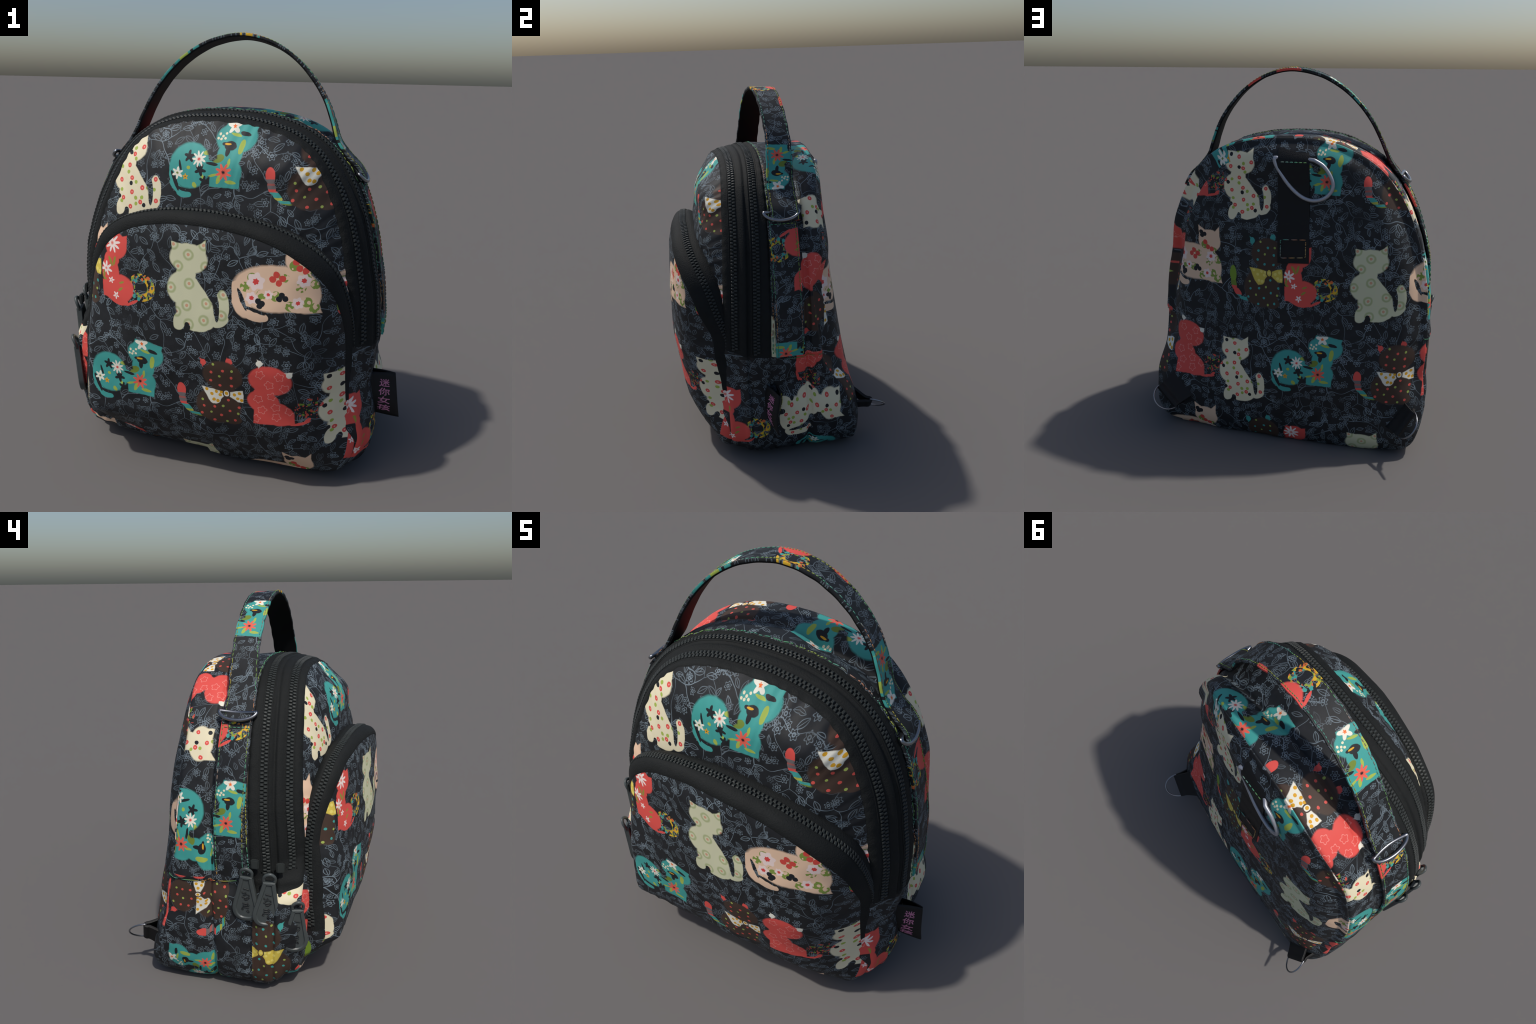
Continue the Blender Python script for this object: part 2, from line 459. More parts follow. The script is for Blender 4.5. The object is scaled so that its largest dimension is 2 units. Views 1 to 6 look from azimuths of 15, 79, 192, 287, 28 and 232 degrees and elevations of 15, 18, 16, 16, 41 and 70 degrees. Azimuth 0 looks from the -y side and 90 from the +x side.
# ======================================================================
#  Materials (all procedural)
# ======================================================================
class Tree:
    """Tiny helper to write shader node graphs as expressions."""

    def __init__(self, tree):
        self.t = tree

    def new(self, kind, **kw):
        n = self.t.nodes.new(kind)
        for k, v in kw.items():
            setattr(n, k, v)
        return n

    def put(self, sock, val):
        if isinstance(val, bpy.types.NodeSocket):
            self.t.links.new(val, sock)
        else:
            sock.default_value = val

    def m(self, op, *a):
        n = self.new("ShaderNodeMath", operation=op)
        for i, x in enumerate(a):
            self.put(n.inputs[i], x)
        return n.outputs[0]

    def v(self, op, *a, out=0):
        n = self.new("ShaderNodeVectorMath", operation=op)
        for i, x in enumerate(a):
            self.put(n.inputs[i], x)
        return n.outputs[out]

    def xyz(self, p):
        n = self.new("ShaderNodeSeparateXYZ")
        self.put(n.inputs[0], p)
        return n.outputs

    def vec(self, x, y, z=0.0):
        n = self.new("ShaderNodeCombineXYZ")
        for i, q in enumerate((x, y, z)):
            self.put(n.inputs[i], q)
        return n.outputs[0]

    def mix(self, fac, a, b):
        n = self.new("ShaderNodeMix", data_type="RGBA")
        self.put(n.inputs[0], fac)
        self.put(n.inputs[6], a)
        self.put(n.inputs[7], b)
        return n.outputs[2]

    def noise(self, p, scale, detail=2.0, dims="3D", rough=.5):
        n = self.new("ShaderNodeTexNoise", noise_dimensions=dims)
        self.put(n.inputs["Vector"], p)
        n.inputs["Scale"].default_value = scale
        n.inputs["Detail"].default_value = detail
        n.inputs["Roughness"].default_value = rough
        return n

    def mapping(self, p, loc, rot, scale):
        n = self.new("ShaderNodeMapping", vector_type="TEXTURE")
        self.put(n.inputs[0], p)
        n.inputs[1].default_value = (loc[0], loc[1], 0)
        n.inputs[2].default_value = (0, 0, rot)
        n.inputs[3].default_value = (scale[0], scale[1], 1)
        return n.outputs[0]

    # ---- flat shapes: every one returns a number that is < 1 inside
    def ell(self, p, c, r, rot=0.0):
        return self.v("LENGTH", self.mapping(p, c, rot, r), out=1)

    def poly(self, p, pts):
        """Convex polygon."""
        q, n = None, len(pts)
        area = sum(pts[i][0] * pts[(i + 1) % n][1] - pts[(i + 1) % n][0] * pts[i][1] for i in range(n))
        for i in range(n):
            (x0, y0), (x1, y1) = pts[i], pts[(i + 1) % n]
            nx, ny = (y1 - y0), -(x1 - x0)
            if area < 0:
                nx, ny = -nx, -ny
            l = math.hypot(nx, ny) * .04
            nx, ny = nx / l, ny / l
            d = self.m("SUBTRACT", self.v("DOT_PRODUCT", p, (nx, ny, 0), out=1), nx * x0 + ny * y0 - 1)
            q = d if q is None else self.m("MAXIMUM", q, d)
        return q

    def union(self, *q):
        r = q[0]
        for x in q[1:]:
            r = self.m("MINIMUM", r, x)
        return r

    def inside(self, q, lim=1.0, soft=.10):
        """Mask of a shape, with the slightly bled edge of printed cloth."""
        n = self.new("ShaderNodeMapRange")
        self.put(n.inputs[0], q)
        n.inputs[1].default_value, n.inputs[2].default_value = lim * (1 + soft / 2), lim * (1 - soft / 2)
        return n.outputs[0]

    def outside(self, q):
        return self.m("SUBTRACT", 1.0, self.inside(q))

    def line(self, d, t):
        """Chalk line: strongest where d is 0, gone at 1.5 t."""
        n = self.new("ShaderNodeMapRange")
        self.put(n.inputs[0], d)
        n.inputs[1].default_value, n.inputs[2].default_value = t * 1.5, t * .4
        return n.outputs[0]

    def dots(self, p, cs, r):
        q = None
        for c in cs:
            d = self.v("DISTANCE", p, (c[0], c[1], 0), out=1)
            q = d if q is None else self.m("MINIMUM", q, d)
        return self.m("DIVIDE", q, r)

    def flower(self, p, c, r, n, rot=0.0, depth=.26):
        """Radius over petal curve: < 1 inside the flower."""
        l = self.mapping(p, c, rot, (r, r))
        s = self.xyz(l)
        ang = self.m("ARCTAN2", s[1], s[0])
        pet = self.m("MULTIPLY_ADD", self.m("COSINE", self.m("MULTIPLY", ang, float(n))), depth, 1 - depth)
        return self.m("DIVIDE", self.v("LENGTH", l, out=1), pet)


class Px:
    """Drawing space of one print motif: x right, y down, in design units."""

    def __init__(self, ax, ay, u, v, sx, sy=None):
        self.ax, self.ay, self.u, self.v, self.sx, self.sy = ax, ay, u, v, sx, sy or sx

    def __call__(self, x, y):
        return (self.u + (x - self.ax) * self.sx, self.v - (y - self.ay) * self.sy)

    def all(self, pts):
        return [self(*q) for q in pts]

    def ell(self, T, p, x, y, rx, ry, deg=0):
        return T.ell(p, self(x, y), (rx * self.sx, ry * self.sy), -math.radians(deg))

    def poly(self, T, p, *pts):
        return T.poly(p, self.all(pts))


CREAM, TEAL, BROWN, RED = srgb(226, 216, 184), srgb(64, 153, 146), srgb(66, 50, 41), srgb(218, 82, 74)
PEACH, SAGE, WHITE, GOLD = srgb(230, 195, 165), srgb(206, 205, 172), srgb(228, 224, 208), srgb(216, 160, 38)
GREEN, OLIVE, INK, PINK = srgb(160, 178, 78), srgb(110, 130, 50), srgb(27, 29, 34), srgb(240, 166, 156)
GROUND, VINE = srgb(28, 31, 35), srgb(140, 156, 166)


def sitting(T, p, s):
    """Sitting cat with the tail curled up on the right: shared silhouette of two motifs."""
    body = T.union(s.ell(T, p, 790, 450, 164, 120), s.poly(T, p, (640, 330), (755, 340), (650, 430)),
                   s.poly(T, p, (935, 292), (860, 345), (940, 420)), s.ell(T, p, 772, 575, 86, 80),
                   s.ell(T, p, 738, 695, 130, 135, 8), s.poly(T, p, (700, 570), (835, 570), (1000, 780), (700, 800)), s.ell(T, p, 852, 850, 170, 150, 25), s.ell(T, p, 720, 960, 54, 88, 18),
                   s.ell(T, p, 900, 960, 125, 70, -14), s.ell(T, p, 1060, 910, 80, 58, -32), s.ell(T, p, 1085, 790, 55, 125, -4))
    slit = s.ell(T, p, 1036, 818, 24, 112, -3)
    notch = s.ell(T, p, 785, 1005, 26, 38)
    return T.m("MULTIPLY", T.inside(body), T.m("MULTIPLY", T.outside(slit), T.outside(notch)))


def cat_cream(T, p, bg):
    s = Px(790, 450, -.224, .515, .00050)
    col = T.mix(T.inside(T.dots(p, s.all([(835, 450), (850, 540), (780, 660), (875, 740), (715, 820), (880, 880), (945, 870), (720, 920), (885, 930), (1070, 790), (700, 620), (760, 330), (1000, 780)]), .0105), .8), CREAM, GREEN)
    red = s.all([(780, 385), (920, 435), (687, 487), (830, 500), (785, 600), (700, 735), (825, 708), (945, 785), (835, 832), (740, 890), (930, 910), (825, 960), (1080, 700), (1095, 885), (625, 630)])
    q = T.dots(p, red, .0105)
    col = T.mix(T.inside(q), col, RED)
    col = T.mix(T.inside(q, .3), col, PINK)
    col = T.mix(T.inside(T.dots(p, s.all([(785, 490), (655, 655), (818, 755), (690, 880), (970, 935), (683, 365)]), .0100)), col, INK)
    return T.mix(sitting(T, p, s), bg, col)


def cat_sage(T, p, bg):
    s = Px(790, 450, .487, 1.05, .00054)
    rings = s.all([(790, 420), (700, 520), (920, 330), (660, 350), (800, 650), (940, 500), (780, 830), (950, 790), (640, 700), (930, 930), (800, 980), (1090, 700), (1080, 870), (690, 890)])
    q = T.dots(p, rings, .0265)
    lime = srgb(140, 155, 92)
    ring = T.line(T.m("ABSOLUTE", T.m("SUBTRACT", q, .75)), .2)
    col = T.mix(T.m("MULTIPLY", ring, .6), SAGE, lime)
    col = T.mix(T.m("MULTIPLY", T.inside(q, .27), .8), col, srgb(206, 140, 110))
    return T.mix(sitting(T, p, s), bg, col)


def cat_teal(T, p, bg):
    s = Px(820, 600, -.012, .444, .00056, .00056)
    body = T.union(s.ell(T, p, 992, 570, 172, 172), s.ell(T, p, 1290, 600, 128, 118), s.poly(T, p, (1165, 620), (1410, 620), (1400, 722), (1165, 715)),
                   s.ell(T, p, 1310, 470, 100, 100), s.ell(T, p, 1335, 352, 160, 112), s.poly(T, p, (1365, 250), (1490, 262), (1470, 350)),
                   s.poly(T, p, (1240, 235), (1320, 255), (1215, 330)), s.ell(T, p, 1150, 580, 70, 60),
                   s.ell(T, p, 845, 640, 25, 105, -6), s.ell(T, p, 895, 745, 85, 30, 38), s.ell(T, p, 955, 785, 62, 28, 4))
    slit = T.union(s.ell(T, p, 872, 690, 17, 84, -24), s.ell(T, p, 945, 752, 66, 12, 14), s.ell(T, p, 912, 570, 11, 42, -16))
    dark = T.union(T.flower(p, s(985, 500), .027, 5, .3), T.flower(p, s(1085, 595), .028, 5, 1.1), s.ell(T, p, 1302, 410, 48, 34, 10), s.ell(T, p, 1290, 450, 17, 38, 8), s.ell(T, p, 1255, 398, 22, 12),
                   s.ell(T, p, 1180, 545, 48, 12, 8), s.ell(T, p, 1165, 470, 14, 46, 10), T.flower(p, s(1120, 680), .024, 5, .2), s.ell(T, p, 1398, 322, 44, 15, 12))
    leaf = T.union(s.ell(T, p, 1140, 462, 42, 18, -14), s.ell(T, p, 1392, 415, 22, 52, 8), s.ell(T, p, 1330, 330, 44, 11, 12), s.ell(T, p, 1238, 655, 16, 40, 24),
                   s.ell(T, p, 1330, 675, 44, 13, 6), s.ell(T, p, 1040, 712, 26, 18, 50), s.ell(T, p, 1310, 535, 12, 34, 10), s.ell(T, p, 1190, 630, 40, 10, -16), s.ell(T, p, 985, 585, 16, 14), s.ell(T, p, 1100, 640, 12, 30, -40))
    col = T.mix(T.inside(s.ell(T, p, 1225, 505, 48, 30, -20)), TEAL, OLIVE)
    dotty = T.dots(p, s.all([(1200, 330), (1225, 345), (1250, 325), (1215, 365), (1245, 360), (1190, 360)]), .0055)
    col = T.mix(T.inside(dotty), col, CREAM)
    col = T.mix(T.inside(leaf), col, GREEN)
    col = T.mix(T.inside(T.union(dark, slit)), col, GROUND)
    col = T.mix(T.inside(s.ell(T, p, 1280, 398, 26, 8)), col, GOLD)
    for c, r, n, a, b in ((s(1068, 515), .034, 9, WHITE, RED), (s(892, 630), .027, 6, WHITE, OLIVE), (s(1300, 268), .034, 5, WHITE, srgb(235, 110, 40)),
                          (s(1275, 602), .037, 8, srgb(226, 98, 80), INK), (s(960, 655), .014, 5, GOLD, INK)):
        q = T.flower(p, c, r, n, .4)
        col = T.mix(T.inside(q), col, a)
        col = T.mix(T.inside(q, .26), col, b)
    return T.mix(T.inside(body), bg, col)


def bow_cat(T, p, bg, s, red_dots, green_dots, dot_a, dot_b, ear, bow, bow_dot, bands):
    body = T.union(s.ell(T, p, 1235, 745, 152, 118), s.ell(T, p, 1195, 1005, 172, 148), s.ell(T, p, 1235, 880, 100, 70), s.ell(T, p, 1300, 1110, 70, 45), s.ell(T, p, 1140, 1090, 90, 45))
    ears = T.union(s.poly(T, p, (1060, 625), (1115, 650), (1085, 692)), s.poly(T, p, (1270, 592), (1312, 632), (1258, 645)), s.ell(T, p, 1088, 655, 24, 24), s.ell(T, p, 1284, 622, 26, 26))
    tail = T.union(s.ell(T, p, 905, 925, 34, 64, -4), s.ell(T, p, 915, 1000, 28, 52, -14), s.ell(T, p, 958, 1062, 48, 22, 44), s.ell(T, p, 1030, 1104, 55, 14, 5))
    fan = T.union(s.poly(T, p, (1070, 858), (1150, 862), (1256, 878), (1256, 896), (1200, 960), (1160, 986), (1125, 955)), s.ell(T, p, 1172, 940, 46, 44, -30),
                  s.poly(T, p, (1268, 880), (1340, 856), (1384, 850), (1396, 950), (1345, 946), (1268, 898)))
    knot = s.ell(T, p, 1262, 887, 20, 23)
    rim = s.ell(T, p, 1262, 887, 29, 32)
    tcol = T.new("ShaderNodeValToRGB")
    tcol.color_ramp.interpolation = "CONSTANT"
    T.put(tcol.inputs[0], T.m("DIVIDE", T.m("SUBTRACT", s(0, 870)[1], T.xyz(p)[1]), 250 * s.sy))
    el = tcol.color_ramp.elements
    el[0].position, el[0].color = 0.0, bands[0]
    el[1].position, el[1].color = bands[1][0], bands[1][1]
    for pos, c in bands[2:]:
        e = el.new(pos)
        e.color = c
    out = T.mix(T.inside(tail), bg, tcol.outputs[0])
    col = T.mix(T.inside(T.dots(p, s.all(red_dots), .0066)), BROWN, dot_a)
    col = T.mix(T.inside(T.dots(p, s.all(green_dots), .0060)), col, dot_b)
    out = T.mix(T.inside(ears), out, ear)
    out = T.mix(T.inside(body), out, col)
    bcol = T.mix(T.inside(T.dots(p, s.all([(1110, 875), (1150, 905), (1185, 880), (1165, 950), (1215, 905), (1195, 955), (1225, 880), (1320, 890), (1360, 875), (1345, 920), (1375, 930), (1262, 886)]), .0078)), bow, bow_dot)
    out = T.mix(T.inside(fan), out, bcol)
    out = T.mix(T.inside(rim), out, BROWN)
    return T.mix(T.inside(knot), out, bcol)


DOTS_A = [(1150, 725), (1240, 700), (1300, 750), (1145, 795), (1215, 825), (1300, 820), (1085, 1020), (1170, 1010), (1285, 1035), (1355, 995), (1065, 1085), (1220, 1080), (1320, 1115), (1165, 1130), (1275, 940)]
DOTS_B = [(1165, 658), (1305, 695), (1213, 750), (1075, 965), (1235, 995), (1142, 1062), (1345, 1050), (1260, 1130)]


def cat_brown(T, p, bg):
    grey = srgb(112, 104, 104)
    return bow_cat(T, p, bg, Px(1262, 885, .664, .462, .00060), DOTS_A, DOTS_B, srgb(212, 84, 74), srgb(156, 172, 84), RED, WHITE, GOLD,
                   [RED, (.30, grey), (.42, srgb(160, 90, 84)), (.48, grey), (.58, RED), (.66, TEAL), (.80, srgb(170, 170, 70)), (.88, TEAL), (.95, OLIVE)])


def cat_brown_yellow(T, p, bg):
    return bow_cat(T, p, bg, Px(1262, 885, -.043, .955, .00058, .00070), DOTS_A, DOTS_B, TEAL, srgb(156, 172, 84), TEAL, srgb(206, 184, 78), srgb(222, 206, 110),
                   [srgb(120, 150, 50), (.42, OLIVE), (.58, RED), (.84, TEAL)])


def cat_red(T, p, bg):
    s = Px(325, 800, -.515, .545, .00056)
    body = T.union(s.ell(T, p, 325, 795, 165, 122, 8), s.ell(T, p, 280, 905, 80, 55), s.ell(T, p, 275, 985, 126, 100, 12), s.ell(T, p, 375, 1085, 142, 102, 24),
                   s.poly(T, p, (205, 1060), (440, 1060), (512, 1130), (515, 1186), (195, 1188)), s.ell(T, p, 555, 1172, 75, 12, -12), s.ell(T, p, 608, 1145, 30, 14, -40))
    white = T.union(s.poly(T, p, (225, 625), (275, 650), (240, 690)), s.poly(T, p, (435, 715), (495, 712), (485, 760)), s.ell(T, p, 242, 655, 24, 24), s.ell(T, p, 470, 735, 24, 24))
    line = None
    for x, y in ((320, 830), (435, 855), (235, 965), (340, 930), (370, 1030), (265, 1060), (475, 1060), (375, 1118), (215, 1140), (250, 745), (395, 755)):
        q = T.m("ABSOLUTE", T.m("SUBTRACT", T.flower(p, s(x, y), .0235, 5, x * .1, .16), .85))
        line = q if line is None else T.m("MINIMUM", line, q)
    col = T.mix(T.m("MULTIPLY", T.line(line, .08), .6), RED, PINK)
    near = T.inside(s.ell(T, p, 640, 1040, 125, 95))
    n = T.noise(p, 62, 1.0, "2D").outputs[0]
    out = T.mix(T.m("MULTIPLY", near, T.m("GREATER_THAN", n, .58)), bg, srgb(196, 78, 64))
    n2 = T.noise(T.v("ADD", p, (3.3, 1.7, 0)), 48, 1.0, "2D").outputs[0]
    out = T.mix(T.m("MULTIPLY", near, T.m("GREATER_THAN", n2, .64)), out, srgb(112, 140, 52))
    out = T.mix(T.inside(body), out, col)
    return T.mix(T.inside(white), out, WHITE)


def cat_peach(T, p, bg):
    head = T.union(T.ell(p, (-.400, 1.085), (.068, .062)), T.poly(p, [(-.468, 1.168), (-.415, 1.135), (-.462, 1.10)]), T.poly(p, [(-.340, 1.168), (-.378, 1.128), (-.338, 1.09)]), T.ell(p, (-.415, 1.02), (.05, .05)))
    body = T.union(head, T.ell(p, (-.505, .960), (.175, .098)), T.ell(p, (-.385, .945), (.062, .085), .2), T.poly(p, [(-.50, .868), (-.315, .862), (-.345, .96), (-.50, .96)]),
                   T.ell(p, (-.646, .905), (.042, .082), .35), T.ell(p, (-.600, .846), (.060, .025), -.35), T.ell(p, (-.552, .835), (.026, .018)))
    slit = T.union(T.ell(p, (-.640, .905), (.009, .050), .42), T.ell(p, (-.588, .864), (.052, .007), -.30))
    leaf = T.inside(T.dots(p, [(-.47, 1.01), (-.375, .91), (-.345, .985), (-.60, 1.0), (-.56, .93), (-.50, .93), (-.44, .89), (-.345, .885), (-.43, 1.06), (-.63, .96), (-.37, 1.03), (-.40, .97)], .021))
    col = T.mix(T.m("MULTIPLY", leaf, T.m("GREATER_THAN", T.noise(p, 60, 0.0, "2D").outputs[0], .45)), PEACH, srgb(128, 148, 66))
    for c, r in (((-.585, .985), .040), ((-.60, .915), .028), ((-.53, .935), .020), ((-.39, 1.0), .030), ((-.41, .905), .026), ((-.45, .985), .0)):
        if r:
            q = T.flower(p, c, r, 6, .3, .12)
            col = T.mix(T.inside(q), col, srgb(236, 214, 206))
            col = T.mix(T.inside(q, .36), col, srgb(214, 70, 66))
    col = T.mix(T.inside(T.dots(p, [(-.50, 1.02), (-.475, 1.005), (-.49, .985), (-.515, 1.0), (-.41, 1.05), (-.385, 1.04), (-.425, 1.075)], .0135)), col, srgb(208, 74, 64))
    col = T.mix(T.inside(T.dots(p, [(-.475, .935), (-.46, .922), (-.485, .92), (-.555, .895), (-.572, .905), (-.565, .885), (-.45, 1.13), (-.43, 1.12), (-.445, 1.112)], .0125)), col, INK)
    return T.mix(T.m("MULTIPLY", T.inside(body), T.outside(slit)), bg, col)


def cat_floral(T, p, bg):
    s = Px(305, 1600, .046, .842, .00060, .00052)
    body = T.union(s.ell(T, p, 425, 1190, 102, 112), s.poly(T, p, (470, 1110), (528, 1092), (526, 1180)), s.poly(T, p, (335, 1110), (355, 1080), (395, 1100)), s.ell(T, p, 385, 1310, 72, 70),
                   s.ell(T, p, 375, 1420, 82, 130, -8), s.ell(T, p, 452, 1560, 138, 125, -14), s.poly(T, p, (303, 1500), (440, 1500), (440, 1660), (306, 1645)), s.ell(T, p, 450, 1655, 90, 46, 8), s.ell(T, p, 575, 1660, 60, 13, -28))
    col = RED
    for c, r, n, rot in ((s(395, 1170), .044, 9, .2), (s(335, 1400), .034, 7, .6), (s(385, 1495), .016, 5, .1), (s(430, 1620), .018, 5, 1.0)):
        q = T.flower(p, c, r, n, rot, .3)
        col = T.mix(T.inside(q), col, srgb(240, 222, 214))
        col = T.mix(T.inside(q, .25), col, srgb(228, 120, 104))
    leaf = T.union(s.ell(T, p, 378, 1330, 12, 48, -28), s.ell(T, p, 415, 1320, 11, 42, 12), s.ell(T, p, 315, 1450, 10, 34, 0), s.ell(T, p, 470, 1560, 24, 10, -34), s.ell(T, p, 480, 1500, 22, 10, -20), s.ell(T, p, 318, 1490, 22, 10, 12))
    col = T.mix(T.inside(leaf), col, srgb(150, 140, 62))
    rg = s.ell(T, p, 655, 1510, 92, 96)
    band = T.m("LESS_THAN", T.m("ABSOLUTE", T.m("SUBTRACT", rg, .92)), .34)
    n = T.noise(p, 55, 1.0, "2D").outputs[0]
    which = T.m("SUBTRACT", T.xyz(p)[0], s(630, 0)[0])
    wcol = T.mix(T.m("GREATER_THAN", T.m("ADD", which, T.m("MULTIPLY", T.m("SUBTRACT", T.noise(p, 31, 0.0, "2D").outputs[0], .5), .25)), 0.0), TEAL, srgb(214, 170, 44))
    wcol = T.mix(T.m("GREATER_THAN", T.noise(T.v("ADD", p, (5.1, 2.2, 0)), 40, 0.0, "2D").outputs[0], .60), wcol, srgb(208, 104, 58))
    wcol = T.mix(T.m("GREATER_THAN", T.noise(T.v("ADD", p, (1.1, 8.2, 0)), 45, 0.0, "2D").outputs[0], .62), wcol, srgb(140, 156, 60))
    out = T.mix(T.m("MULTIPLY", band, T.m("GREATER_THAN", n, .49)), bg, wcol)
    return T.mix(T.inside(body), out, col)


def vines(T, p):
    """Chalk-line leaves, blossoms and stems on the dark ground."""
    w = T.noise(p, 6.0, 1.0, "2D")
    warped = T.v("ADD", p, T.v("SCALE", T.v("SUBTRACT", w.outputs["Color"], (.5, .5, .5)), (0, 0, 0)))
    sc = warped.node.inputs[1].links[0].from_node
    sc.inputs["Scale"].default_value = .11
    e = T.new("ShaderNodeTexVoronoi", voronoi_dimensions="2D", feature="DISTANCE_TO_EDGE")
    T.put(e.inputs["Vector"], warped)
    e.inputs["Scale"].default_value = 7.5
    stem = T.line(e.outputs["Distance"], .010)
    lines = stem
    for k, (scale, off) in enumerate(((16.5, 0.0), (21.0, 4.7))):
        q = T.v("ADD", p, (off, off * .7, 0))
        vo = T.new("ShaderNodeTexVoronoi", voronoi_dimensions="2D", feature="F1")
        T.put(vo.inputs["Vector"], q)
        vo.inputs["Scale"].default_value = scale
        vo.inputs["Randomness"].default_value = .75
        loc = T.v("SUBTRACT", q, vo.outputs["Position"])
        rnd = T.xyz(vo.outputs["Color"])
        ro = T.new("ShaderNodeVectorRotate", rotation_type="Z_AXIS")
        T.put(ro.inputs["Vector"], loc)
        T.put(ro.inputs["Angle"], T.m("MULTIPLY", rnd[0], 6.283))
        s = T.xyz(ro.outputs[0])
        ax = .032 * 14.0 / scale
        y = T.m("ABSOLUTE", s[1])
        lens = T.m("ADD", T.m("POWER", T.m("ABSOLUTE", T.m("DIVIDE", s[0], ax)), 2.0), T.m("DIVIDE", y, ax * .44))
        edge = T.line(T.m("ABSOLUTE", T.m("SUBTRACT", lens, .89)), .12)
        rib = T.m("MULTIPLY", T.line(y, .0011), T.inside(lens, .7))
        leaf = T.m("MAXIMUM", edge, rib)
        ang = T.m("ARCTAN2", s[1], s[0])
        rad = T.m("DIVIDE", T.v("LENGTH", loc, out=1), ax * .78)
        pet = T.m("DIVIDE", rad, T.m("MULTIPLY_ADD", T.m("COSINE", T.m("MULTIPLY", ang, 6.0)), .17, .80))
        fl = T.m("MAXIMUM", T.line(T.m("ABSOLUTE", T.m("SUBTRACT", pet, .9)), .10), T.line(T.m("ABSOLUTE", T.m("SUBTRACT", rad, .26)), .10))
        pick = T.m("GREATER_THAN", rnd[1], .50)
        m = T.m("ADD", T.m("MULTIPLY", leaf, T.m("SUBTRACT", 1.0, pick)), T.m("MULTIPLY", fl, pick))
        if k:
            m = T.m("MULTIPLY", m, T.m("GREATER_THAN", rnd[2], .35))
        lines = T.m("MAXIMUM", lines, m)
    fade = T.m("MULTIPLY_ADD", T.noise(p, 9.0, 2.0, "2D").outputs[0], 1.15, -.12)
    blot = T.m("MULTIPLY_ADD", T.noise(p, 14.0, 3.0, "2D").outputs[0], 1.6, -.4)
    ground = T.mix(blot, srgb(23, 25, 27), srgb(35, 37, 41))
    return T.mix(T.m("MULTIPLY", lines, fade), ground, VINE)


PU, PV = 1.37, 1.0            # repeat of the print, across and up


def print_group():
    """The printed cloth: (u, v) in metres on the flat cloth -> shader."""
    g = bpy.data.node_groups.new("cat_print", "ShaderNodeTree")
    g.interface.new_socket(name="Cloth", in_out="INPUT", socket_type="NodeSocketVector")
    g.interface.new_socket(name="Normal", in_out="INPUT", socket_type="NodeSocketVector")
    g.interface.new_socket(name="Shader", in_out="OUTPUT", socket_type="NodeSocketShader")
    T = Tree(g)
    gi, go = T.new("NodeGroupInput"), T.new("NodeGroupOutput")
    cloth = gi.outputs[0]
    wig = T.noise(cloth, 34.0, 1.0, "2D")
    off = T.v("MULTIPLY", T.v("SUBTRACT", wig.outputs["Color"], (.5, .5, .5)), (.0050, .0050, 0))
    cl = T.v("ADD", cloth, off)
    s = T.xyz(cl)
    v = T.m("WRAP", s[1], 1.17, .17)
    rowB = T.m("GREATER_THAN", v, .70)
    uA = T.m("WRAP", s[0], .74, .74 - PU)
    uB = T.m("WRAP", s[0], .685, .685 - PU)
    pA, pB = T.vec(uA, v), T.vec(uB, v)
    bg = vines(T, cloth)

    def bsdf(col):
        b = T.new("ShaderNodeBsdfPrincipled")
        T.put(b.inputs["Base Color"], col)
        b.inputs["Roughness"].default_value = .62
        b.inputs["Specular IOR Level"].default_value = .32
        T.put(b.inputs["Normal"], gi.outputs[1])
        return b.outputs[0]

    def choose(fac, a, b):
        n = T.new("ShaderNodeMixShader")
        T.put(n.inputs[0], fac)
        T.put(n.inputs[1], a)
        T.put(n.inputs[2], b)
        return n.outputs[0]

    a = [bsdf(c(T, pA, bg)) for c in (cat_red, cat_cream, cat_teal, cat_brown)]
    b = [bsdf(c(T, pB, bg)) for c in (cat_peach, cat_brown_yellow, cat_floral, cat_sage)]
    gt = lambda u, x: T.m("GREATER_THAN", u, x)
    ra = choose(gt(uA, -.022), choose(gt(uA, -.318), a[0], a[1]), choose(gt(uA, .40), a[2], a[3]))
    rb = choose(gt(uB, .032), choose(gt(uB, -.29), b[0], b[1]), choose(gt(uB, .366), b[2], b[3]))
    T.put(go.inputs[0], choose(rowB, ra, rb))
    return g


PRINT = print_group()


def new_mat(name):
    m = bpy.data.materials.new(name)
    m.use_nodes = True
    m.node_tree.nodes.clear()
    T = Tree(m.node_tree)
    out = T.new("ShaderNodeOutputMaterial")
    obj = T.new("ShaderNodeTexCoord").outputs["Object"]
    return m, T, out, obj


def weave(T, obj, strength=.12, scale=340.0):
    b = T.new("ShaderNodeBump")
    b.inputs["Strength"].default_value = strength
    b.inputs["Distance"].default_value = .004
    T.put(b.inputs["Height"], T.noise(obj, scale, 2.0).outputs[0])
    return b.outputs[0]


def cloth_mat(name, lay):
    """Printed cloth laid over a part: lay(T, x, y, z) gives cloth (u, v)."""
    m, T, out, obj = new_mat(name)
    s = T.xyz(obj)
    u, v = lay(T, s[0], s[1], s[2])
    g = T.new("ShaderNodeGroup")
    g.node_tree = PRINT
    T.put(g.inputs[0], T.vec(u, v))
    T.put(g.inputs[1], weave(T, obj))
    T.put(out.inputs[0], g.outputs[0])
    return m


def flat_lay(ax, sx, ou, az, sz, ov):
    """u = ou + sx * axis, v = ov + sz * axis"""
    def lay(T, *xyz):
        return T.m("MULTIPLY_ADD", xyz[ax], sx, ou), T.m("MULTIPLY_ADD", xyz[az], sz, ov)
    return lay


